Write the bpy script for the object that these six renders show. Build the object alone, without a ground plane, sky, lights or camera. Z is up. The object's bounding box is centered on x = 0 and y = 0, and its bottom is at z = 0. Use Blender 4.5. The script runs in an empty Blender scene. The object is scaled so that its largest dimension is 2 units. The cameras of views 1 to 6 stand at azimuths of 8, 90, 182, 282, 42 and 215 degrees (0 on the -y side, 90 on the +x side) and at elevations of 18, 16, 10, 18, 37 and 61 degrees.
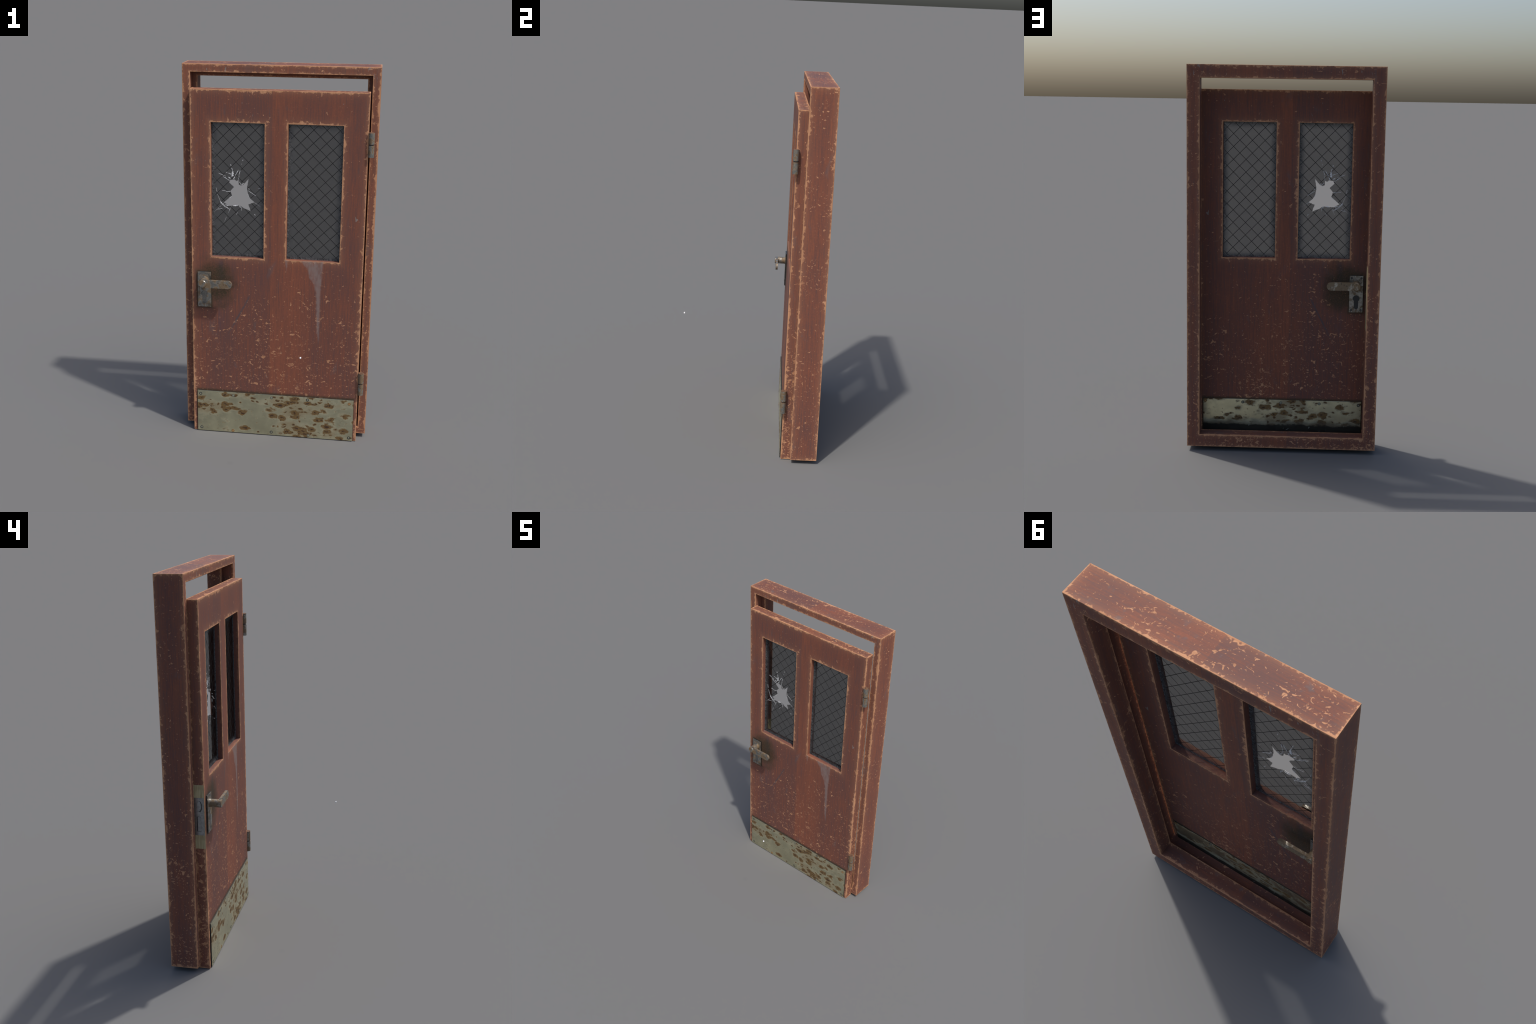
"""A worn red-brown timber door, half lifted out of its frame: two wired-glass lights (one smashed),
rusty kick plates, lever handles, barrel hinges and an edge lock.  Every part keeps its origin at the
world origin, so Object coordinates are metres in the door's own frame."""
import bpy, bmesh, math, random
from mathutils import Vector

rng = random.Random(7)

# ------------------------------------------------------------------ sizes (metres)
FRAME_X, FRAME_Z0, FRAME_Z1 = 0.4945, 0.0212, 2.0        # outside of the frame
FRAME_YF, FRAME_YB, REBATE_Y = 0.2362, 0.3767, 0.298     # front, back, rebate shoulder
FACE, STOP = 0.0407, 0.0654                              # member width at the front / at the stop
LEAF_X, LEAF_Z1, LEAF_YF, LEAF_YB = 0.4465, 1.882, 0.1855, 0.2442
WIN_Z0, WIN_Z1 = 1.0142, 1.7190
WINDOWS = ((-0.3418, -0.0685), (0.0497, 0.3241))
GLASS_Y, GLASS_T = 0.2130, 0.0040
PLATE_T = 0.0058
HANDLE_X, HANDLE_Z, HANDLE_R = -0.3785, 0.8830, 0.0202
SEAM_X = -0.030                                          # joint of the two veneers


# ================================================================== shader helpers
class Sock:
    """A shader value with arithmetic; every operation adds a Math node."""
    def __init__(self, tree, s):
        self.t, self.s = tree, s

    def _m(self, op, *others, clamp=False):
        n = self.t.nodes.new("ShaderNodeMath")
        n.operation, n.use_clamp = op, clamp
        for i, o in enumerate((self,) + others):
            if isinstance(o, Sock):
                self.t.links.new(o.s, n.inputs[i])
            else:
                n.inputs[i].default_value = o
        return Sock(self.t, n.outputs[0])

    def __add__(self, o): return self._m("ADD", o)
    def __sub__(self, o): return self._m("SUBTRACT", o)
    def __mul__(self, o): return self._m("MULTIPLY", o)
    def __truediv__(self, o): return self._m("DIVIDE", o)
    def __neg__(self): return self._m("MULTIPLY", -1.0)
    __radd__, __rmul__ = __add__, __mul__
    def __rsub__(self, c): return (-self) + c
    def rsub(self, c): return (-self) + c
    def abs(self): return self._m("ABSOLUTE")
    def min(self, o): return self._m("MINIMUM", o)
    def max(self, o): return self._m("MAXIMUM", o)
    def lt(self, o): return self._m("LESS_THAN", o)
    def gt(self, o): return self._m("GREATER_THAN", o)
    def pow(self, o): return self._m("POWER", o)
    def exp(self): return self._m("EXPONENT")
    def sqrt(self): return self._m("SQRT")
    def clamp(self): return self._m("ADD", 0.0, clamp=True)

    def step(self, a, b, lo=0.0, hi=1.0):
        n = self.t.nodes.new("ShaderNodeMapRange")
        n.interpolation_type = "SMOOTHSTEP"
        self.t.links.new(self.s, n.inputs["Value"])
        for k, v in zip(("From Min", "From Max", "To Min", "To Max"), (a, b, lo, hi)):
            if isinstance(v, Sock):
                self.t.links.new(v.s, n.inputs[k])
            else:
                n.inputs[k].default_value = v
        return Sock(self.t, n.outputs[0])

    def curve(self, points):
        n = self.t.nodes.new("ShaderNodeFloatCurve")
        c = n.mapping.curves[0]
        while len(c.points) < len(points):
            c.points.new(0.5, 0.5)
        for p, (x, y) in zip(c.points, points):
            p.location, p.handle_type = (x, y), "VECTOR"
        n.mapping.update()
        self.t.links.new(self.s, n.inputs["Value"])
        return Sock(self.t, n.outputs[0])


class Shader:
    def __init__(self, name):
        self.mat = bpy.data.materials.new(name)
        self.mat.use_nodes = True
        self.t = self.mat.node_tree
        self.bsdf = self.t.nodes["Principled BSDF"]
        tc = self.t.nodes.new("ShaderNodeTexCoord")
        sep = self.t.nodes.new("ShaderNodeSeparateXYZ")
        self.t.links.new(tc.outputs["Object"], sep.inputs[0])
        self.x, self.y, self.z = (Sock(self.t, o) for o in sep.outputs)

    def vec(self, x, y, z):
        n = self.t.nodes.new("ShaderNodeCombineXYZ")
        for i, v in enumerate((x, y, z)):
            if isinstance(v, Sock):
                self.t.links.new(v.s, n.inputs[i])
            else:
                n.inputs[i].default_value = v
        return n.outputs[0]

    def noise(self, vec, scale=1.0, detail=2.0, rough=0.5, distort=0.0):
        n = self.t.nodes.new("ShaderNodeTexNoise")
        self.t.links.new(vec, n.inputs["Vector"])
        for k, v in (("Scale", scale), ("Detail", detail), ("Roughness", rough), ("Distortion", distort)):
            n.inputs[k].default_value = v
        return Sock(self.t, n.outputs["Fac"])

    def cells(self, vec, scale=1.0):
        """Voronoi: distance to the nearest seed, and a random number for that seed."""
        n = self.t.nodes.new("ShaderNodeTexVoronoi")
        self.t.links.new(vec, n.inputs["Vector"])
        n.voronoi_dimensions = "2D"
        n.inputs["Scale"].default_value = scale
        sep = self.t.nodes.new("ShaderNodeSeparateColor")
        self.t.links.new(n.outputs["Color"], sep.inputs[0])
        return Sock(self.t, n.outputs["Distance"]), Sock(self.t, sep.outputs[0])

    def normal(self):
        g = self.t.nodes.new("ShaderNodeNewGeometry")
        sep = self.t.nodes.new("ShaderNodeSeparateXYZ")
        self.t.links.new(g.outputs["True Normal"], sep.inputs[0])
        return [Sock(self.t, o) for o in sep.outputs]

    def random(self):
        return Sock(self.t, self.t.nodes.new("ShaderNodeObjectInfo").outputs["Random"])

    def mix(self, fac, a, b):
        n = self.t.nodes.new("ShaderNodeMix")
        n.data_type = "RGBA"
        if isinstance(fac, Sock):
            self.t.links.new(fac.s, n.inputs[0])
        else:
            n.inputs[0].default_value = fac
        for i, c in ((6, a), (7, b)):
            if isinstance(c, tuple):
                n.inputs[i].default_value = c + (1.0,)
            else:
                self.t.links.new(c, n.inputs[i])
        return n.outputs[2]

    def set(self, **kw):
        for k, v in kw.items():
            i = self.bsdf.inputs[k.replace("_", " ")]
            if isinstance(v, Sock):
                self.t.links.new(v.s, i)
            elif isinstance(v, tuple):
                i.default_value = v + (1.0,)
            elif isinstance(v, (int, float)):
                i.default_value = v
            else:
                self.t.links.new(v, i)
        return self.mat

    def bump(self, height, strength, dist):
        n = self.t.nodes.new("ShaderNodeBump")
        n.inputs["Strength"].default_value, n.inputs["Distance"].default_value = strength, dist
        self.t.links.new(height.s, n.inputs["Height"])
        self.t.links.new(n.outputs[0], self.bsdf.inputs["Normal"])


def second_smallest(values):
    """On a surface one distance is zero; the next one is the way to the nearest arris."""
    m1 = values[0].min(values[1])
    m2 = values[0].max(values[1])
    for v in values[2:]:
        m2 = m2.min(m1.max(v))
        m1 = m1.min(v)
    return m2


def rect_distance(sh, x0, x1, z0, z1):
    """Signed (Chebyshev) distance to an upright rectangle, negative inside it."""
    ax = (sh.x - (x0 + x1) / 2).abs() - (x1 - x0) / 2
    az = (sh.z - (z0 + z1) / 2).abs() - (z1 - z0) / 2
    return ax.max(az)


# ================================================================== materials
RED, UMBER, PLUM = (0.238, 0.084, 0.050), (0.166, 0.068, 0.049), (0.122, 0.062, 0.054)
BARE = (0.50, 0.265, 0.150)


def varnished_wood(name, leaf):
    sh = Shader(name)
    x, y, z = sh.x, sh.y, sh.z
    nx, ny, nz = sh.normal()
    flat = nz.abs().gt(0.5)                               # top and bottom faces: the grain lies along x
    # ---- grain: long fine streaks
    upright = flat.rsub(1.0)
    gx = x * (upright * 150.0 + flat * 6.0)
    gv = sh.vec(gx, y * 150.0, z * 7.0)
    streak = sh.noise(gv, 1.0, 4.0, 0.6, 0.3)
    fine = sh.noise(gv, 2.3, 2.0, 0.5)
    broad = sh.noise(sh.vec(x * 7.0, y * 7.0, z * 1.6), 1.0, 2.0)
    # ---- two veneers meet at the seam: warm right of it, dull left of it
    right = x.gt(SEAM_X)
    away = (x - SEAM_X).abs()
    warm = right * away.step(0.0, 0.45, 0.88, 0.45) + right.rsub(1.0) * away.step(0.0, 0.40, 0.12, 0.38)
    stipple = sh.noise(sh.vec(x, y, z), 130.0, 3.0, 0.6)
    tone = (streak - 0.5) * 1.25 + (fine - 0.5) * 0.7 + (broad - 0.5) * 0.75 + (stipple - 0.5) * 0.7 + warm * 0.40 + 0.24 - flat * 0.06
    col = sh.mix(tone.step(0.05, 0.55), PLUM, UMBER)
    col = sh.mix(tone.step(0.40, 1.0), col, RED)
    # ---- dull grey-violet smudges
    smudge = sh.noise(sh.vec(x * 16.0, y * 16.0, z * 6.0), 1.0, 3.0, 0.6, 0.5).step(0.60, 0.74)
    col = sh.mix(smudge * (flat * 0.25 + 0.42), col, (0.112, 0.092, 0.094))
    # ---- the way to the nearest arris
    if leaf:
        dists = [(x.abs()).rsub(LEAF_X), (y - (LEAF_YF + LEAF_YB) / 2).abs().rsub((LEAF_YB - LEAF_YF) / 2),
                 z.min(z.rsub(LEAF_Z1))]
        dists += [rect_distance(sh, a, b, WIN_Z0, WIN_Z1).abs() for a, b in WINDOWS]
    else:
        big = 1.0
        si = rect_distance(sh, -FRAME_X + FACE, FRAME_X - FACE, FRAME_Z0 + FACE, FRAME_Z1 - FACE)
        sb = rect_distance(sh, -FRAME_X + STOP, FRAME_X - STOP, FRAME_Z0 + STOP, FRAME_Z1 - STOP)
        dists = [x.abs().rsub(FRAME_X), z.rsub(FRAME_Z1), z - FRAME_Z0, y - FRAME_YF, y.rsub(FRAME_YB),
                 si.abs() + y.gt(REBATE_Y - 0.0006) * big, sb.abs() + y.lt(REBATE_Y - 0.0006) * big,
                 (y - REBATE_Y).abs() + sb.gt(0.0006) * si.gt(-0.0006) * big]
    edge = second_smallest([d.abs() for d in dists])
    # ---- worn arrises
    flake = sh.noise(sh.vec(x, y, z * 0.9), 50.0, 3.5, 0.6, 0.5)
    patch = sh.noise(sh.vec(x, y, z), 9.0, 1.0)
    low = z.step(0.35, 1.15, 1.0, 0.0)
    reach = (-(edge / 0.0105)).exp() * 0.44
    worn = (flake + reach + (patch - 0.5) * 0.30 + low * 0.03 - (0.0 if leaf else 0.025)).step(0.69, 0.83)
    rim = edge.step(0.0016, 0.0055, 1.0, 0.0) * patch.step(0.30, 0.46)
    halo = (-(edge / 0.014)).exp() * 0.30
    # ---- knocks and chips, thicker low down
    cv = sh.vec(x * 0.76, y * 0.9, z * 1.15)
    chip_n = sh.noise(cv, 48.0, 2.0, 0.5, 1.1)
    speck_n = sh.noise(sh.vec(x * 0.8 + 3.0, y, z * 1.2), 105.0, 1.0, 0.5, 0.6)
    crowd = sh.noise(sh.vec(x, y, z), 5.5, 2.0)
    if leaf:
        side = nx.abs().gt(0.5)
        limit = low * -0.074 + 0.706 - (crowd - 0.5) * 0.15 - side * low * 0.05 - nz.gt(0.5) * z.gt(LEAF_Z1 - 0.01) * 0.10
    else:
        outer = nx.abs().gt(0.5)
        limit = low * -0.030 + 0.662 - (crowd - 0.5) * 0.18 - ny.lt(-0.5) * low * 0.02 - nz.gt(0.5) * z.gt(1.9) * 0.035
        limit = limit - z.lt(0.10) * ny.abs().gt(0.5) * 0.03 + z.lt(0.10) * nz.gt(0.5) * 0.035
    chip = chip_n.step(limit, limit + 0.06).max(speck_n.step(limit + 0.045, limit + 0.10) * 0.8)
    if leaf:                                              # the window reveals kept most of their varnish
        kept = (ny.abs().lt(0.5) * x.abs().lt(LEAF_X - 0.01) * z.lt(LEAF_Z1 - 0.01) * z.gt(0.01) * -0.75) + 1.0
        worn, rim, halo, chip = worn * kept, rim * kept, halo * kept, chip * kept
    bare = worn.max(rim * 0.85).max(chip * 0.9).max(halo)
    tint = sh.noise(gv, 0.7, 2.0)
    bare_col = sh.mix(tint.step(0.3, 0.7), BARE, (0.40, 0.200, 0.108))
    col = sh.mix(bare, col, bare_col)
    if leaf:
        front = y.lt((LEAF_YF + LEAF_YB) / 2 - 0.02)
        face = ny.abs().gt(0.5)
        wob = (sh.noise(sh.vec(x, 0.0, z), 60.0, 3.0) - 0.5) * 0.012
        # pale run-down stain under the hinge-side light
        zn = (z - 0.50) / 0.52
        left = zn.curve(((0.0, 0.235), (0.083, 0.231), (0.16, 0.222), (0.25, 0.214), (0.53, 0.208), (0.66, 0.204),
                         (0.75, 0.192), (0.82, 0.168), (0.90, 0.158), (1.0, 0.116)))
        rgt = zn.curve(((0.0, 0.228), (0.083, 0.230), (0.16, 0.233), (0.53, 0.234), (0.66, 0.234), (0.75, 0.237),
                        (0.82, 0.242), (1.0, 0.245)))
        run = (x + wob - left).step(-0.002, 0.012) * (x + wob - rgt).step(-0.010, 0.003, 1.0, 0.0)
        run2 = ((x + wob - 0.052).abs() - (z - 0.945) * 0.14).step(-0.004, 0.003, 1.0, 0.0) * z.gt(0.945)
        thin = sh.noise(sh.vec(x * 48.0, 0.0, z * 14.0), 1.0, 4.0, 0.65).step(0.33, 0.62, 0.25, 0.95)
        thin = thin.max(z.step(0.86, 0.92, 0.85, 0.0))
        run = run.max(run2 * 0.8) * thin * front * face * z.lt(WIN_Z0)
        col = sh.mix(run * 0.72, col, (0.235, 0.190, 0.178))
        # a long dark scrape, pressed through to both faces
        ax, az, bx, bz = -0.134, 0.816, -0.276, 0.540
        ln = math.hypot(bx - ax, bz - az)
        ux, uz = (bx - ax) / ln, (bz - az) / ln
        along = (x - ax) * ux + (z - az) * uz
        off = (x - ax) * -uz + (z - az) * ux + wob * 0.5
        scrape = off.abs().step(0.002, 0.0065, 1.0, 0.0) * along.step(0.0, 0.03) * along.step(ln - 0.12, ln, 1.0, 0.0)
        scrape = scrape * sh.noise(sh.vec(x, 0.0, z), 45.0, 2.0).step(0.30, 0.55, 0.35, 1.0) * face
        col = sh.mix(scrape * 0.75, col, (0.075, 0.068, 0.076))
        smear = (x + 0.293 + wob * 1.5).abs().step(0.003, 0.020, 1.0, 0.0) * z.step(0.56, 0.66) * z.step(0.98, 1.01, 1.0, 0.0)
        smear = smear * sh.noise(sh.vec(x * 30.0, 0.0, z * 8.0), 1.0, 2.0).step(0.35, 0.6) * face
        col = sh.mix(smear * 0.55, col, (0.085, 0.060, 0.078))
        # greasy hand dirt round the lock furniture, darker band just above the kick plates
        ex, ez = (x + 0.325) / 0.140, (z - 0.865) / 0.155
        grease = (ex * ex + ez * ez).sqrt() + (sh.noise(sh.vec(x, y, z), 14.0, 4.0, 0.6) - 0.5) * 0.9
        grease = grease.step(0.45, 1.10, 1.0, 0.0) * face
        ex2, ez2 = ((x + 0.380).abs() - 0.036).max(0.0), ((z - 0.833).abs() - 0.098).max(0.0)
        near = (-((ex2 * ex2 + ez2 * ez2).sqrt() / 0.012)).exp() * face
        speck = sh.noise(sh.vec(x, y, z), 160.0, 2.0).step(0.35, 0.6, 0.65, 1.0)
        plate_band = (z - 0.2435 + wob * 0.4).step(0.001, 0.018, 1.0, 0.0) * face * x.abs().lt(0.43)
        dirt_and_band = (grease * 0.93 * speck).max(near * 0.90).max(plate_band * 0.80)
        col = sh.mix(dirt_and_band, col, (0.048, 0.040, 0.024))
        # pale scrapes
        pale = sh.noise(sh.vec(x * 55.0, 0.0, z * 26.0), 1.0, 2.0, 0.5, 1.2).step(0.755, 0.79) * face
    else:
        pale = sh.noise(sh.vec(x * 75.0, 0.0, z * 20.0), 1.0, 2.0, 0.5, 0.5)
        pale = (pale + x.step(0.22, 0.44) * z.step(1.90, 1.97) * 0.13).step(0.72, 0.78) * ny.abs().gt(0.5)
    col = sh.mix(pale * 0.65, col, (0.235, 0.225, 0.205))
    sh.bump((bare.rsub(1.0) * 0.8 + streak * 0.35), 0.35, 0.0012)
    return sh.set(Base_Color=col, Roughness=bare * 0.22 + (streak - 0.5) * 0.15 + 0.55, Specular_IOR_Level=0.10)


def painted_steel(name, back):
    """Kick plate: pale green-grey paint, rust bleeding sideways from dark pits."""
    sh = Shader(name)
    x, z = sh.x, sh.z
    shift = 3.7 if back else 0.0
    v = sh.vec(x * 0.62 + shift, 0.0, z * 1.0)
    bleed = sh.noise(v, 17.0, 2.5, 0.55, 0.25)
    crowd = sh.noise(sh.vec(x * 0.5 + shift + 1.0, 0.0, z), 8.0, 1.5)
    field = bleed * 0.5 + crowd * 0.8 - 0.12 + (0.03 if back else 0.0)
    wx = (sh.noise(v, 48.0, 3.0) - 0.5) * 0.034
    wz = (sh.noise(sh.vec(x * 0.62 + shift + 5.0, 0.0, z), 60.0, 3.0) - 0.5) * 0.022
    wv = sh.vec(x * 0.60 + wx + shift, z + wz, 0.0)
    d1, r1 = sh.cells(wv, 21.0)                           # big bleeding patches
    d2, r2 = sh.cells(wv, 44.0)                           # pits in clusters
    d3, r3 = sh.cells(wv, 85.0)                           # stray freckles
    on1 = (field + (r1 - 0.5) * 0.36).step(0.45, 0.57)
    on2 = (field + (r2 - 0.5) * 0.26).step(0.545, 0.63)
    h1 = d1.step(0.0, 0.54, 1.0, 0.0) * on1
    on2 = on2.max(h1.step(0.15, 0.6) * r2.gt(0.25))
    h2 = d2.step(0.0, 0.54, 1.0, 0.0) * on2
    halo = (h1 * 1.9 + h2 * 1.5).clamp()
    haze = field.step(0.49, 0.68) * 0.66
    core = (d1.step(0.03, 0.14, 1.0, 0.0) * on1).max(d2.step(0.05, 0.20, 1.0, 0.0) * on2 * 0.9)
    spot = d3.step(0.10, 0.34, 1.0, 0.0) * r3.gt(0.90) * 0.8
    rust = halo.max(haze).max(spot)
    mottle = sh.noise(sh.vec(x, 0.0, z), 11.0, 4.0, 0.6)
    pale = (0.66, 0.640, 0.450)
    col = sh.mix(mottle.step(0.35, 0.68), tuple(c * 0.80 for c in pale), pale)
    grit = sh.noise(sh.vec(x, 0.0, z), 210.0, 2.0)
    col = sh.mix(grit.step(0.60, 0.72) * 0.22, col, tuple(c * 1.3 for c in pale))
    fine = sh.noise(sh.vec(x, 0.0, z), 120.0, 3.0)
    rust_col = sh.mix(fine.step(0.40, 0.62), (0.100, 0.050, 0.012), (0.142, 0.076, 0.020))
    col = sh.mix(rust * (fine.step(0.25, 0.55, 0.80, 0.97)), col, rust_col)
    col = sh.mix(core * 0.92, col, (0.036, 0.017, 0.012))
    height = rust.rsub(1.0)
    if back:                                              # caked black muck along the foot, paint curling off above it
        rag = (sh.noise(sh.vec(x * 0.5, 0.0, z), 24.0, 3.0, 0.6) - 0.5) * 0.050
        muck = (z + rag).step(0.100, 0.112, 1.0, 0.0)
        stain = (z + rag).step(0.112, 0.140, 1.0, 0.0)
        fl = sh.noise(sh.vec(x + z * 0.7, 0.0, z * 0.7), 48.0, 1.0, 0.5, 0.6).step(0.71, 0.74)
        col = sh.mix(stain * 0.78, col, (0.075, 0.060, 0.040))
        col = sh.mix(muck * 0.95, col, (0.010, 0.009, 0.006))
        col = sh.mix(fl * muck * 0.8, col, (0.24, 0.27, 0.24))
    sh.bump(height + grit * 0.15, 0.25, 0.001)
    dull = (rust * 0.9).max(core)
    if back:
        dull = dull.max(stain)
    return sh.set(Base_Color=col, Metallic=dull.rsub(1.0) * 0.95, Roughness=dull * 0.35 + 0.33, Specular_IOR_Level=0.3)


def rusty_metal(name, amount, base=(0.40, 0.405, 0.40), scale=1.0, metal=0.95):
    sh = Shader(name)
    r = sh.random() * 5.0
    v = sh.vec(sh.x + r, sh.y, sh.z * 0.85)
    n = sh.noise(v, 34.0 * scale, 3.0, 0.6, 0.3)
    m = sh.noise(v, 95.0 * scale, 3.0, 0.6)
    rust = (n + (m - 0.5) * 0.12).step(0.58 - amount, 0.76 - amount)
    pit, pr = sh.cells(sh.vec(sh.x + sh.y + r, sh.z, 0.0), 70.0 * scale)
    pit = ((pr - 0.55) * 0.5 - pit).step(-0.06, 0.06) * (n).step(0.60 - amount, 0.68 - amount)
    col = sh.mix(m.step(0.35, 0.65), base, tuple(c * 0.78 for c in base))
    col = sh.mix(rust * 0.85, col, (0.130, 0.074, 0.024))
    col = sh.mix(pit * 0.85, col, (0.045, 0.028, 0.022))
    sh.bump(m, 0.15, 0.0006)
    return sh.set(Base_Color=col, Metallic=(rust * 0.9).rsub(1.0) * metal, Roughness=rust * 0.35 + m * 0.12 + 0.24)


def plain(name, col, rough=0.6, metal=0.0, noise=0.0):
    sh = Shader(name)
    if noise:
        n = sh.noise(sh.vec(sh.x, sh.y, sh.z), 140.0, 3.0)
        return sh.set(Base_Color=sh.mix(n.step(0.3, 0.7), tuple(c * (1 - noise) for c in col), tuple(c * (1 + noise) for c in col)),
                      Roughness=rough, Metallic=metal)
    return sh.set(Base_Color=col, Roughness=rough, Metallic=metal)


def raw_wood(name):
    sh = Shader(name)
    s = sh.noise(sh.vec(sh.x * 200.0, sh.y * 200.0, sh.z * 9.0), 1.0, 3.0, 0.6, 0.6)
    b = sh.noise(sh.vec(sh.x, sh.y, sh.z), 26.0, 2.0)
    col = sh.mix(s.step(0.36, 0.64), (0.300, 0.236, 0.120), (0.440, 0.372, 0.215))
    col = sh.mix(b.step(0.50, 0.72) * 0.4, col, (0.22, 0.160, 0.080))
    return sh.set(Base_Color=col, Roughness=0.75)


def smoked_glass(name, window):
    """Grey wired glass: lets about a quarter of the light through, grime gathered along its rim."""
    sh = Shader(name)
    t = sh.t
    inside = -rect_distance(sh, window[0], window[1], WIN_Z0, WIN_Z1)
    n = sh.noise(sh.vec(sh.x, sh.y, sh.z), 55.0, 4.0, 0.65, 0.4)
    f = sh.noise(sh.vec(sh.x, sh.y, sh.z), 150.0, 3.0, 0.7)
    b = sh.noise(sh.vec(sh.x, 0.0, sh.z), 7.0, 2.0)
    band = (-(inside / (b * 0.034 + 0.004))).exp() * inside.step(0.012, 0.040, 1.0, 0.0)
    grime = (band * 0.95 * n.step(0.22, 0.60, 0.35, 1.0) + (f - 0.5) * band * 0.8).clamp()
    bits = sh.noise(sh.vec(sh.x * 1.5, 0.0, sh.z), 70.0, 1.0).step(0.795, 0.82) * inside.step(0.0, 0.09, 0.9, 0.0)
    col = sh.mix(f.step(0.35, 0.65), (0.045, 0.049, 0.054), (0.165, 0.172, 0.178))
    col = sh.mix(bits, col, (0.55, 0.56, 0.58))
    clear = t.nodes.new("ShaderNodeBsdfTransparent")
    clear.inputs[0].default_value = (0.502, 0.502, 0.503, 1)
    gloss = t.nodes.new("ShaderNodeBsdfGlossy")
    gloss.inputs["Roughness"].default_value = 0.22
    gloss.inputs["Color"].default_value = (0.8, 0.8, 0.8, 1)
    lw = t.nodes.new("ShaderNodeLayerWeight")
    lw.inputs[0].default_value = 0.5
    sheen = Sock(t, lw.outputs["Facing"]).pow(5.0) * 0.10 + 0.008
    m1 = t.nodes.new("ShaderNodeMixShader")
    t.links.new(sheen.s, m1.inputs[0])
    t.links.new(clear.outputs[0], m1.inputs[1])
    t.links.new(gloss.outputs[0], m1.inputs[2])
    sh.set(Base_Color=col, Roughness=0.8, Specular_IOR_Level=0.15)
    m2 = t.nodes.new("ShaderNodeMixShader")
    t.links.new((grime * 0.85).max(bits).s, m2.inputs[0])
    t.links.new(m1.outputs[0], m2.inputs[1])
    t.links.new(sh.bsdf.outputs[0], m2.inputs[2])
    out = next(n for n in t.nodes if n.bl_idname == "ShaderNodeOutputMaterial")
    t.links.new(m2.outputs[0], out.inputs[0])
    return sh.mat


def crazed_glass(name):
    """Powdery white fracture faces; light also comes through them."""
    sh = Shader(name)
    t = sh.t
    n = sh.noise(sh.vec(sh.x, 0.0, sh.z), 170.0, 3.0)
    col = sh.mix(n.step(0.3, 0.65), (0.58, 0.59, 0.61), (0.94, 0.94, 0.95))
    sh.set(Base_Color=col, Roughness=0.35, Specular_IOR_Level=0.8)
    tr = t.nodes.new("ShaderNodeBsdfTranslucent")
    t.links.new(col, tr.inputs[0])
    mx = t.nodes.new("ShaderNodeMixShader")
    mx.inputs[0].default_value = 0.28
    t.links.new(sh.bsdf.outputs[0], mx.inputs[1])
    t.links.new(tr.outputs[0], mx.inputs[2])
    out = next(n for n in t.nodes if n.bl_idname == "ShaderNodeOutputMaterial")
    t.links.new(mx.outputs[0], out.inputs[0])
    return sh.mat


# ================================================================== mesh helpers
def make(name, bm, mats, parent=None, smooth=None, loc=None):
    bmesh.ops.recalc_face_normals(bm, faces=bm.faces[:])
    me = bpy.data.meshes.new(name)
    bm.to_mesh(me)
    bm.free()
    for m in mats:
        me.materials.append(m)
    if smooth is not None:
        me.shade_smooth()
        me.set_sharp_from_angle(angle=math.radians(smooth))
    ob = bpy.data.objects.new(name, me)
    bpy.context.scene.collection.objects.link(ob)
    ob.parent = parent
    if loc:
        ob.location = loc
    return ob


def add_box(bm, lo, hi, bevel=0.0, mat=0):
    vs = [bm.verts.new((x, y, z)) for x in (lo[0], hi[0]) for y in (lo[1], hi[1]) for z in (lo[2], hi[2])]
    fs = [bm.faces.new([vs[i] for i in q]) for q in
          ((0, 1, 3, 2), (4, 6, 7, 5), (0, 4, 5, 1), (2, 3, 7, 6), (0, 2, 6, 4), (1, 5, 7, 3))]
    if bevel:
        es = list({e for f in fs for e in f.edges})
        r = bmesh.ops.bevel(bm, geom=es, offset=bevel, segments=2, profile=0.5, affect="EDGES")
        fs = list({f for v in r["verts"] for f in v.link_faces} | {f for f in fs if f.is_valid})
    for f in fs:
        f.material_index = mat
    return fs


def darken_rim(bm):
    """Sheet edges: every face that does not look along y gets the second material slot."""
    bmesh.ops.recalc_face_normals(bm, faces=bm.faces[:])
    for f in bm.faces:
        if abs(f.normal.y) < 0.5:
            f.material_index = 1


def add_prism(bm, outline, axis, a, b, mat=0, chamfer=0.0):
    """Extrude a closed 2-D outline along an axis from a to b; the far rim may be chamfered."""
    def place(p, h):
        if axis == "y": return (p[0], h, p[1])
        if axis == "z": return (p[0], p[1], h)
        return (h, p[0], p[1])
    c = Vector((sum(p[0] for p in outline) / len(outline), sum(p[1] for p in outline) / len(outline)))
    def shrink(p):
        d = Vector(p) - c
        return c + d * max(0.0, 1 - chamfer / max(d.length, 1e-6))
    rings = [[bm.verts.new(place(p, a)) for p in outline]]
    if chamfer:
        s = 1 if b > a else -1
        rings.append([bm.verts.new(place(p, b - s * chamfer)) for p in outline])
        rings.append([bm.verts.new(place(shrink(p), b)) for p in outline])
    else:
        rings.append([bm.verts.new(place(p, b)) for p in outline])
    n = len(outline)
    for r0, r1 in zip(rings, rings[1:]):
        for i in range(n):
            bm.faces.new((r0[i], r0[(i + 1) % n], r1[(i + 1) % n], r1[i])).material_index = mat
    bm.faces.new(rings[0]).material_index = mat
    bm.faces.new(rings[-1]).material_index = mat


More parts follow.
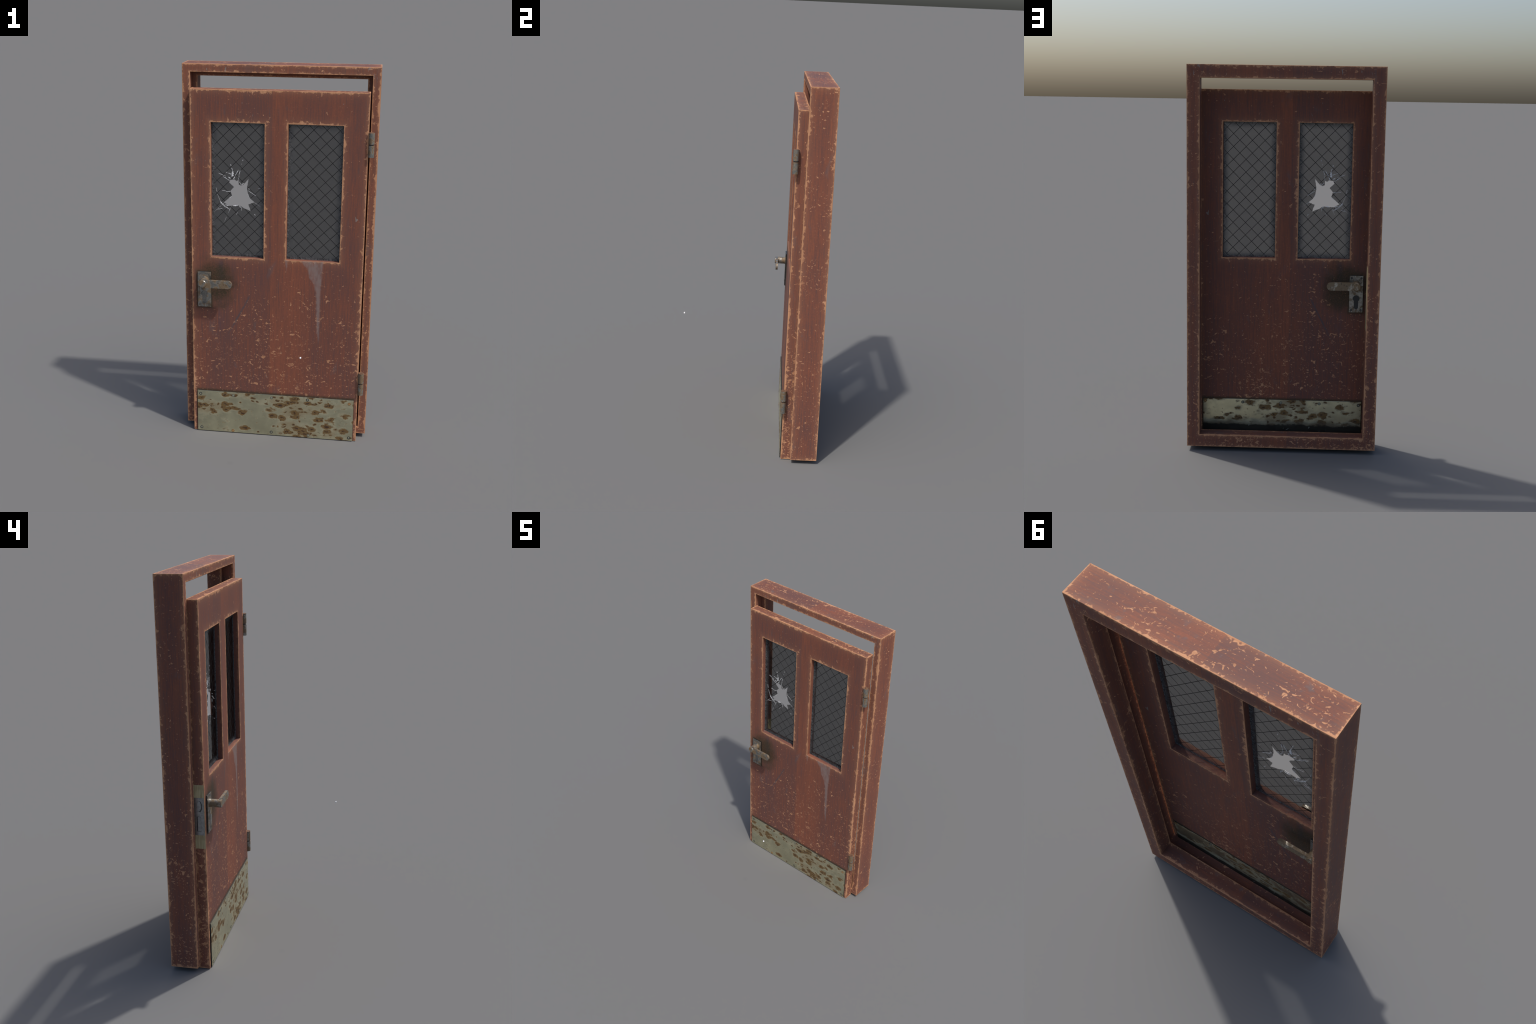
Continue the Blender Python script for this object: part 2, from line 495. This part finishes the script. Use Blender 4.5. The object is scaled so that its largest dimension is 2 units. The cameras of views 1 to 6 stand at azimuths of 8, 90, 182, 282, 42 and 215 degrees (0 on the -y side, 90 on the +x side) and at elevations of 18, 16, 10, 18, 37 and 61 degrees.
def circle(cx, cz, r, n=28, rx=None):
    return [(cx + (rx or r) * math.cos(2 * math.pi * i / n), cz + r * math.sin(2 * math.pi * i / n)) for i in range(n)]


# ================================================================== the door
door = bpy.data.objects.new("wooden_door", None)
bpy.context.scene.collection.objects.link(door)
door["label"] = "worn red-brown door in its frame with broken wired glass"
door["category"] = "door"

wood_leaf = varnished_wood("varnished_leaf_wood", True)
wood_frame = varnished_wood("varnished_frame_wood", False)

# ---- frame: one rebated section run round a mitred rectangle, cut at the mitres into four members
c = 0.0009
SECTION = [(c, FRAME_YF), (FACE - c, FRAME_YF), (FACE, FRAME_YF + c), (FACE, REBATE_Y), (STOP - c, REBATE_Y),
           (STOP, REBATE_Y + c), (STOP, FRAME_YB - c), (STOP - c, FRAME_YB), (c, FRAME_YB), (0.0, FRAME_YB - c),
           (0.0, FRAME_YF + c)]


def frame_member(name, ends):
    """ends: two corners (sx, sz) of the frame; the section is mitred at both."""
    bm = bmesh.new()
    rings = []
    for sx, top in ends:
        rings.append([bm.verts.new((sx * (FRAME_X - o), y, (FRAME_Z1 - o) if top else (FRAME_Z0 + o))) for o, y in SECTION])
    n = len(SECTION)
    for i in range(n):
        bm.faces.new((rings[0][i], rings[0][(i + 1) % n], rings[1][(i + 1) % n], rings[1][i]))
    bm.faces.new(rings[0])
    bm.faces.new(rings[1])
    return make(name, bm, [wood_frame], door)


frame_member("jamb", ((-1, False), (-1, True)))
frame_member("jamb", ((1, False), (1, True)))
frame_member("frame_head", ((-1, True), (1, True)))
frame_member("threshold", ((-1, False), (1, False)))

# ---- leaf: slab with two window openings
bm = bmesh.new()
xs = [-LEAF_X, WINDOWS[0][0], WINDOWS[0][1], WINDOWS[1][0], WINDOWS[1][1], LEAF_X]
zs = [0.0, WIN_Z0, WIN_Z1, LEAF_Z1]
vg = {(i, j, k): bm.verts.new((xs[i], y, zs[j])) for i in range(6) for j in range(4) for k, y in enumerate((LEAF_YF, LEAF_YB))}
solid = lambda i, j: 0 <= i < 5 and 0 <= j < 3 and not (j == 1 and i in (1, 3))
for i in range(5):
    for j in range(3):
        if solid(i, j):
            for k in (0, 1):
                bm.faces.new([vg[a, b, k] for a, b in ((i, j), (i + 1, j), (i + 1, j + 1), (i, j + 1))])
for i in range(6):
    for j in range(3):
        if solid(i - 1, j) != solid(i, j):
            bm.faces.new([vg[i, j, 0], vg[i, j + 1, 0], vg[i, j + 1, 1], vg[i, j, 1]])
for j in range(4):
    for i in range(5):
        if solid(i, j - 1) != solid(i, j):
            bm.faces.new([vg[i, j, 0], vg[i + 1, j, 0], vg[i + 1, j, 1], vg[i, j, 1]])
bmesh.ops.recalc_face_normals(bm, faces=bm.faces[:])
arris = [e for e in bm.edges if len(e.link_faces) == 2 and e.calc_face_angle() > 1.0]
bmesh.ops.bevel(bm, geom=arris, offset=0.0007, segments=2, profile=0.5, affect="EDGES")
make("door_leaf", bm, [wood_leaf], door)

# ---- glass with wire; the light on the lock side is smashed
HOLE = [(-253, 1408), (-246, 1422), (-224, 1425), (-215, 1417), (-203, 1422), (-202, 1399), (-192, 1394), (-178, 1400),
        (-151, 1432), (-159, 1384), (-156, 1351), (-140, 1325), (-121, 1308), (-152, 1297), (-140, 1259), (-180, 1277),
        (-198, 1288), (-231, 1286), (-253, 1284), (-281, 1300), (-259, 1321), (-238, 1339), (-246, 1362), (-228, 1384)]
hole = []
for p, q in zip(HOLE, HOLE[1:] + HOLE[:1]):               # key corners of the break, splintered in between
    p, q = Vector(p) / 1000, Vector(q) / 1000
    d = q - p
    k = max(1, int(d.length / 0.008))
    for s in range(k):
        j = 0 if s == 0 else rng.uniform(-0.0014, 0.0014)
        hole.append(p + d * (s / k) + Vector((-d.y, d.x)).normalized() * j)


def inside_hole(x, z):
    odd = False
    for a, b in zip(hole, hole[1:] + hole[:1]):
        if (a.y > z) != (b.y > z) and x < a.x + (z - a.y) * (b.x - a.x) / (b.y - a.y):
            odd = not odd
    return odd


def glass_pane(window, broken):
    e = 0.0004
    x0, x1, z0, z1 = window[0] + e, window[1] - e, WIN_Z0 + e, WIN_Z1 - e
    bm = bmesh.new()
    y0 = GLASS_Y - GLASS_T / 2
    loops = [[(x0, z0), (x1, z0), (x1, z1), (x0, z1)]] + ([[tuple(p) for p in hole]] if broken else [])
    edges = []
    for lp in loops:
        vs = [bm.verts.new((x, y0, z)) for x, z in lp]
        edges += [bm.edges.new((a, b)) for a, b in zip(vs, vs[1:] + vs[:1])]
    bmesh.ops.triangle_fill(bm, use_beauty=True, edges=edges)
    ext = bmesh.ops.extrude_face_region(bm, geom=bm.faces[:])
    bmesh.ops.translate(bm, vec=(0, GLASS_T, 0), verts=[g for g in ext["geom"] if isinstance(g, bmesh.types.BMVert)])
    return make("glass_pane", bm, [smoked_glass("smoked_glass", window)], door)


def wire_mesh(window, origin, broken, mat):
    """Two sets of diagonal wires cast into the pane, snapped off where the glass is gone."""
    bm = bmesh.new()
    pitch_x, pitch_z, r = 0.0652, 0.0659, 0.0013
    x0, x1 = window
    for sgn in (1, -1):
        for k in range(-16, 17):
            # z = oz + sgn * (x - ox - k * pitch) * slope
            slope = sgn * pitch_z / pitch_x
            f = lambda x: origin[1] + (x - origin[0] - k * pitch_x) * slope
            n, run = 160, []
            pts = [(x0 + (x1 - x0) * i / n, f(x0 + (x1 - x0) * i / n)) for i in range(n + 1)]
            for p in pts + [None]:
                ok = p is not None and WIN_Z0 + 0.001 < p[1] < WIN_Z1 - 0.001 and not (broken and inside_hole(*p))
                if ok:
                    run.append(p)
                    continue
                if len(run) > 3:
                    a, b = Vector((run[0][0], 0, run[0][1])), Vector((run[-1][0], 0, run[-1][1]))
                    d = (b - a).normalized()
                    side = Vector((-d.z, 0, d.x))
                    yy = GLASS_Y + sgn * 0.0004
                    ring = lambda c: [bm.verts.new(c + Vector((0, yy, 0)) + side * r * math.cos(t) + Vector((0, r * 0.3, 0)) * math.sin(t))
                                      for t in (i * math.pi / 3 for i in range(6))]
                    ra, rb = ring(a), ring(b)
                    for i in range(6):
                        bm.faces.new((ra[i], ra[(i + 1) % 6], rb[(i + 1) % 6], rb[i]))
                    bm.faces.new(ra)
                    bm.faces.new(rb)
                run = []
    ob = make("wire_mesh", bm, [mat], door, smooth=50)
    ob["kind"] = "stuff"


wire_mat = plain("dull_wire", (0.034, 0.034, 0.034), 0.8)
glass_pane(WINDOWS[0], True)
glass_pane(WINDOWS[1], False)
wire_mesh(WINDOWS[0], (-0.3150, 1.6800), True, wire_mat)
wire_mesh(WINDOWS[1], (0.2400, 1.6900), False, wire_mat)

# white splinters and crazing round the break: (from, to, width) in millimetres
CRAZE = [((-308, 1455), (-268, 1439), 1.6), ((-284, 1438), (-248, 1418), 2.8), ((-232, 1468), (-237, 1438), 7.5),
         ((-239, 1484), (-235, 1470), 2.6), ((-245, 1503), (-242, 1494), 2.4), ((-258, 1457), (-240, 1451), 2.4),
         ((-258, 1437), (-243, 1428), 3.2), ((-230, 1426), (-223, 1440), 3.6), ((-221, 1445), (-204, 1475), 2.6),
         ((-195, 1474), (-201, 1449), 2.2), ((-201, 1447), (-203, 1421), 1.8), ((-181, 1529), (-183, 1522), 2.2),
         ((-187, 1509), (-188, 1502), 1.4), ((-200, 1413), (-188, 1398), 2.2), ((-187, 1398), (-176, 1408), 2.2),
         ((-270, 1461), (-262, 1459), 1.6), ((-289, 1365), (-268, 1362), 1.8), ((-268, 1360), (-245, 1362), 2.8),
         ((-320, 1379), (-315, 1354), 1.2), ((-314, 1346), (-299, 1309), 0.7), ((-300, 1308), (-272, 1277), 6.0),
         ((-278, 1283), (-249, 1266), 3.6), ((-273, 1290), (-254, 1286), 3.6), ((-292, 1287), (-329, 1251), 0.8),
         ((-315, 1263), (-287, 1270), 1.6), ((-240, 1282), (-258, 1245), 1.1), ((-232, 1285), (-206, 1290), 3.4),
         ((-200, 1288), (-188, 1276), 3.2), ((-189, 1278), (-189, 1261), 1.7), ((-254, 1323), (-239, 1337), 1.6),
         ((-154, 1369), (-112, 1342), 2.0), ((-155, 1379), (-145, 1377), 2.2), ((-156, 1354), (-150, 1336), 1.6),
         ((-122, 1308), (-87, 1285), 0.8), ((-122, 1246), (-115, 1240), 2.2), ((-266, 1227), (-277, 1199), 0.8),
         ((-208, 1252), (-216, 1239), 1.2), ((-104, 1383), (-90, 1382), 0.9)]
bm = bmesh.new()
for (p, q, w) in CRAZE:
    w *= 1.0
    p, q = Vector(p) / 1000, Vector(q) / 1000
    d = q - p
    nrm = Vector((-d.y, d.x)).normalized()
    n = max(3, int(d.length / 0.0026))
    lo, hi = [], []
    for i in range(n + 1):
        t = i / n
        swell = (0.25 + 0.75 * math.sin(math.pi * min(1, max(0, t))) ** 0.7) * w / 1000 * 0.5
        mid = p + d * t + nrm * rng.uniform(-0.3, 0.3) * w / 1000
        hi.append(mid + nrm * swell * rng.uniform(0.30, 1.9))
        lo.append(mid - nrm * swell * rng.uniform(0.30, 1.9))
    for yc in (GLASS_Y - GLASS_T / 2, GLASS_Y + GLASS_T / 2):   # crazed skin on both faces of the pane
        grid = [[bm.verts.new((v.x, y, v.y)) for y in (yc - 0.0003, yc + 0.0003) for v in (a, b)] for a, b in zip(hi, lo)]
        for g, h in zip(grid, grid[1:]):
            for a, b in ((0, 1), (1, 3), (3, 2), (2, 0)):
                bm.faces.new((g[a], g[b], h[b], h[a]))
        for g in (grid[0], grid[-1]):
            bm.faces.new((g[0], g[1], g[3], g[2]))
shards = make("glass_splinters", bm, [crazed_glass("crazed_glass")], door)
shards["kind"] = "stuff"

# ---- kick plates with screws
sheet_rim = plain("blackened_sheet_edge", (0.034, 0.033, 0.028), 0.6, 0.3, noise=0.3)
ring_dark = plain("screw_dark_ring", (0.030, 0.030, 0.028), 0.6)  # raised disc coloured dark to draw the ring round the cap
ring_worn = plain("screw_worn_rim", (0.115, 0.112, 0.090), 0.55)
cap_green = plain("screw_painted_head", (0.235, 0.238, 0.165), 0.5, noise=0.2)
rust_head = plain("screw_rusty_head", (0.30, 0.175, 0.070), 0.75, noise=0.4)
rust_rim = plain("screw_rusty_rim", (0.20, 0.115, 0.045), 0.8, noise=0.4)


def screw_mesh(name, rim, cap, r):
    """Small cap on a raised disc; built facing -y."""
    b = bmesh.new()
    add_prism(b, circle(0, 0, r, 22), "y", 0.0004, -0.0006, 0)
    add_prism(b, circle(0, 0, r * 0.50, 18), "y", 0.0, -0.0010, 1, chamfer=0.0002)
    bmesh.ops.recalc_face_normals(b, faces=b.faces[:])
    me = bpy.data.meshes.new(name)
    b.to_mesh(me)
    b.free()
    me.materials.append(rim)
    me.materials.append(cap)
    return me


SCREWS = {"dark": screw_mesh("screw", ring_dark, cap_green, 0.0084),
          "worn": screw_mesh("screw", ring_worn, cap_green, 0.0080),
          "rust": screw_mesh("screw", rust_rim, rust_head, 0.0086)}


def place_screw(kind, parent, x, y, z, back=False, scale=1.0):
    o = bpy.data.objects.new("screw", SCREWS[kind])
    bpy.context.scene.collection.objects.link(o)
    o.parent = parent
    o.location = (x, y, z)
    o.rotation_euler = (0, rng.uniform(0, 6.28), math.pi if back else 0.0)
    o.scale = (scale,) * 3


bm = bmesh.new()
add_box(bm, (-0.4247, LEAF_YF - PLATE_T, 0.0006), (0.4281, LEAF_YF + 0.0005, 0.2435), 0.0007)
darken_rim(bm)
kick = make("kick_plate", bm, [painted_steel("painted_steel", False), sheet_rim], door)
for k, x, z in (("dark", -.4077, .2240), ("worn", -.2264, .2252), ("worn", -.0162, .2263), ("dark", .1797, .2283), ("rust", .4053, .2213),
                ("dark", -.4035, .0190), ("rust", -.2282, .0105), ("dark", -.0154, .0185), ("worn", .1888, .0149), ("dark", .4089, .0183)):
    place_screw(k, kick, x, LEAF_YF - PLATE_T, z)
bm = bmesh.new()
add_box(bm, (-0.4240, LEAF_YB - 0.0005, 0.0010), (0.4235, LEAF_YB + 0.0030, 0.2435), 0.0007)
darken_rim(bm)
kick_b = make("kick_plate", bm, [painted_steel("painted_steel_mucky", True), sheet_rim], door)
for k, x, z in (("rust", .4130, .2293), ("dark", .2106, .2267), ("worn", .0063, .2276), ("worn", -.2002, .2269), ("dark", -.4094, .2234)):
    place_screw(k, kick_b, x, LEAF_YB + 0.0030, z, True)

# ---- lever handles, one set on each face
plate_rim = plain("dark_plate_edge", (0.10, 0.10, 0.10), 0.35, 0.9, noise=0.3)  # dark reflections on the plate's sides put into the edge colour
steel = rusty_metal("weathered_steel", 0.17, (0.33, 0.328, 0.305))
steel_rusty = rusty_metal("rusty_lever_steel", 0.20, (0.33, 0.325, 0.30))
steel_back = rusty_metal("rusty_back_lever_steel", 0.27, (0.44, 0.42, 0.36))
key_worn = plain("keyhole_plug_grey", (0.075, 0.072, 0.066), 0.6, noise=0.4)
black_fill = plain("solid_black", (0.020, 0.021, 0.022), 0.5)  # solid black for stand-in openings, painted shade and hinge pins
SCREWS["steel"] = screw_mesh("screw", key_worn, steel, 0.0084)
SCREWS["black_ring"] = screw_mesh("screw", black_fill, key_worn, 0.0090)


def handle_set(back):
    s = 1 if back else -1
    y0 = LEAF_YB if back else LEAF_YF
    at = lambda d: y0 + s * d
    span = lambda a, b: (min(a, b), max(a, b))
    bm = bmesh.new()
    ya, yb = span(at(-0.0005), at(0.0075))
    add_box(bm, (-0.4157, ya, 0.7352), (-0.3440, yb, 0.9312), 0.0008)
    darken_rim(bm)
    plate = make("handle_plate", bm, [steel, plate_rim], door)
    # lever: spindle boss, flat grip with a rounded tip, end button
    bm = bmesh.new()
    add_prism(bm, circle(HANDLE_X, HANDLE_Z, HANDLE_R + 0.0025, 32), "y", at(0.0070), at(0.0105), chamfer=0.001)
    add_prism(bm, circle(HANDLE_X, HANDLE_Z, HANDLE_R, 32), "y", at(0.0070), at(0.0700), chamfer=0.0022)
    tip = -0.2240 - 0.021
    grip = [(HANDLE_X, HANDLE_Z - 0.0208)] + [(tip + 0.021 * math.cos(t), HANDLE_Z + 0.0208 * math.sin(t))
                                             for t in (math.pi * (i / 14 - 0.5) for i in range(15))] + [(HANDLE_X, HANDLE_Z + 0.0208)]
    add_prism(bm, grip, "y", at(0.0530), at(0.0655))
    make("lever_handle", bm, [steel_back if back else steel_rusty], plate, smooth=35)
    # keyhole: raised dark plug over a narrower tongue, standing in for the opening
    kx, kz, kr, tw = -0.3805, 0.8100, 0.0176, 0.0112
    a0 = math.asin(tw / kr)
    head = [(kx + kr * math.sin(t), kz - kr * math.cos(t)) for t in (a0 + (2 * math.pi - 2 * a0) * i / 24 for i in range(25))]
    foot = [(kx + tw * math.cos(t), 0.7640 + tw * math.sin(t)) for t in (math.pi + math.pi * i / 10 for i in range(11))]
    bm = bmesh.new()
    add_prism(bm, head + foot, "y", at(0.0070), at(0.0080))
    make("keyhole_plug", bm, [black_fill if back else key_worn], plate)
    for dx, z in ((-0.4052, .9190), (-0.3545, .9190), (-0.4054, .7479), (-0.3552, .7479)):
        place_screw("steel" if not back else "black_ring", plate, dx, at(0.0075), z, back, 0.62)


handle_set(False)
handle_set(True)

# ---- lock on the closing edge: bare wood let in, face plate, latch and bolt
bm = bmesh.new()
add_box(bm, (-LEAF_X - 0.0006, 0.1868, 0.6646), (-LEAF_X + 0.004, 0.2430, 0.9955))
make("bare_wood_inlay", bm, [raw_wood("bare_wood")], door)
bm = bmesh.new()
add_box(bm, (-LEAF_X - 0.0014, 0.1885, 0.7356), (-LEAF_X + 0.003, 0.2415, 0.9297), 0.0004)
lock_steel = rusty_metal("dull_lock_steel", -0.08, (0.30, 0.315, 0.33), 1.0, 0.9)
lock = make("lock_plate", bm, [lock_steel], door)
bm = bmesh.new()
add_prism(bm, circle(0.2105, 0.8855, 0.028, 28, 0.0125), "x", -LEAF_X - 0.0010, -LEAF_X - 0.0018, 1)  # offset dark oval, paints the latch's shadow as a crescent
add_prism(bm, circle(0.2135, 0.8865, 0.026, 28, 0.0115), "x", -LEAF_X - 0.0010, -LEAF_X - 0.0034, 0, chamfer=0.0012)
make("latch", bm, [lock_steel, black_fill], lock, smooth=40)
bm = bmesh.new()
add_prism(bm, [(0.2065, 0.7555), (0.2265, 0.7555), (0.2265, 0.8330), (0.2065, 0.8330)], "x", -LEAF_X - 0.0010, -LEAF_X - 0.0018, 1)  # offset dark plate, paints the shaded edge beside the bolt
add_prism(bm, [(0.2050, 0.7570), (0.2215, 0.7570), (0.2215, 0.8315), (0.2050, 0.8315)], "x", -LEAF_X - 0.0010, -LEAF_X - 0.0030, 0, chamfer=0.0008)
make("dead_bolt", bm, [lock_steel, black_fill], lock, smooth=30)

# ---- keep on the lock-side jamb: bare wood let into the rebate and the stop, thin steel strike over it
stop_x, face_x = -FRAME_X + STOP, -FRAME_X + FACE
bm = bmesh.new()
add_box(bm, (stop_x - 0.004, REBATE_Y + 0.0012, 0.6646), (stop_x + 0.0006, FRAME_YB - 0.0012, 0.9955))
add_box(bm, (face_x - 0.004, FRAME_YF + 0.0012, 0.6646), (face_x + 0.0006, REBATE_Y - 0.0006, 0.9955))
keep = make("bare_wood_inlay", bm, [raw_wood("bare_wood")], door)
bm = bmesh.new()
add_box(bm, (face_x - 0.003, 0.2440, 0.7356), (face_x + 0.0014, 0.2900, 0.9297), 0.0004)
make("strike_plate", bm, [lock_steel], keep)

# ---- barrel hinges
hinge_steel = rusty_metal("hinge_steel", 0.19, (0.30, 0.30, 0.275), 1.3, 0.8)
hinge_rust = plain("hinge_rusted_end", (0.120, 0.062, 0.034), 0.85, noise=0.5)


def hinge(z0, z1):
    hx, hy, r = 0.4608, 0.1846, 0.0149
    zm = z0 + (z1 - z0) * 0.515
    bm = bmesh.new()
    add_prism(bm, circle(hx, hy, r, 20), "z", z0, zm - 0.0030, 0)
    for f in bm.faces:
        if abs(f.calc_center_median().z - (zm - 0.003)) < 1e-4 or abs(f.calc_center_median().z - z0) < 1e-4:
            f.material_index = 1
    body = make("hinge", bm, [hinge_steel, hinge_rust], door, smooth=40)
    bm = bmesh.new()
    add_prism(bm, circle(hx, hy, r, 20), "z", zm + 0.0030, z1, 0)
    for f in bm.faces:
        if len(f.verts) > 4:
            f.material_index = 1
    make("hinge_knuckle", bm, [hinge_steel, hinge_rust], body, smooth=40)
    bm = bmesh.new()
    add_prism(bm, circle(hx, hy, r - 0.0035, 16), "z", zm - 0.0040, zm + 0.0040, 0)
    make("hinge_pin", bm, [black_fill], body, smooth=40)


hinge(1.5684, 1.6900)
hinge(0.2795, 0.4050)

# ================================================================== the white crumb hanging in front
bm = bmesh.new()
h = 0.0033
add_box(bm, (0.1840 - h, -0.3767, 0.7205 - h), (0.1840 + h, -0.3767 + 2 * h, 0.7205 + h), 0.0008)
crumb = make("white_cube", bm, [plain("plain_white", (0.86, 0.86, 0.86), 0.4)])
crumb["label"] = "tiny plain white cube floating in front of door"
crumb["category"] = "cube"
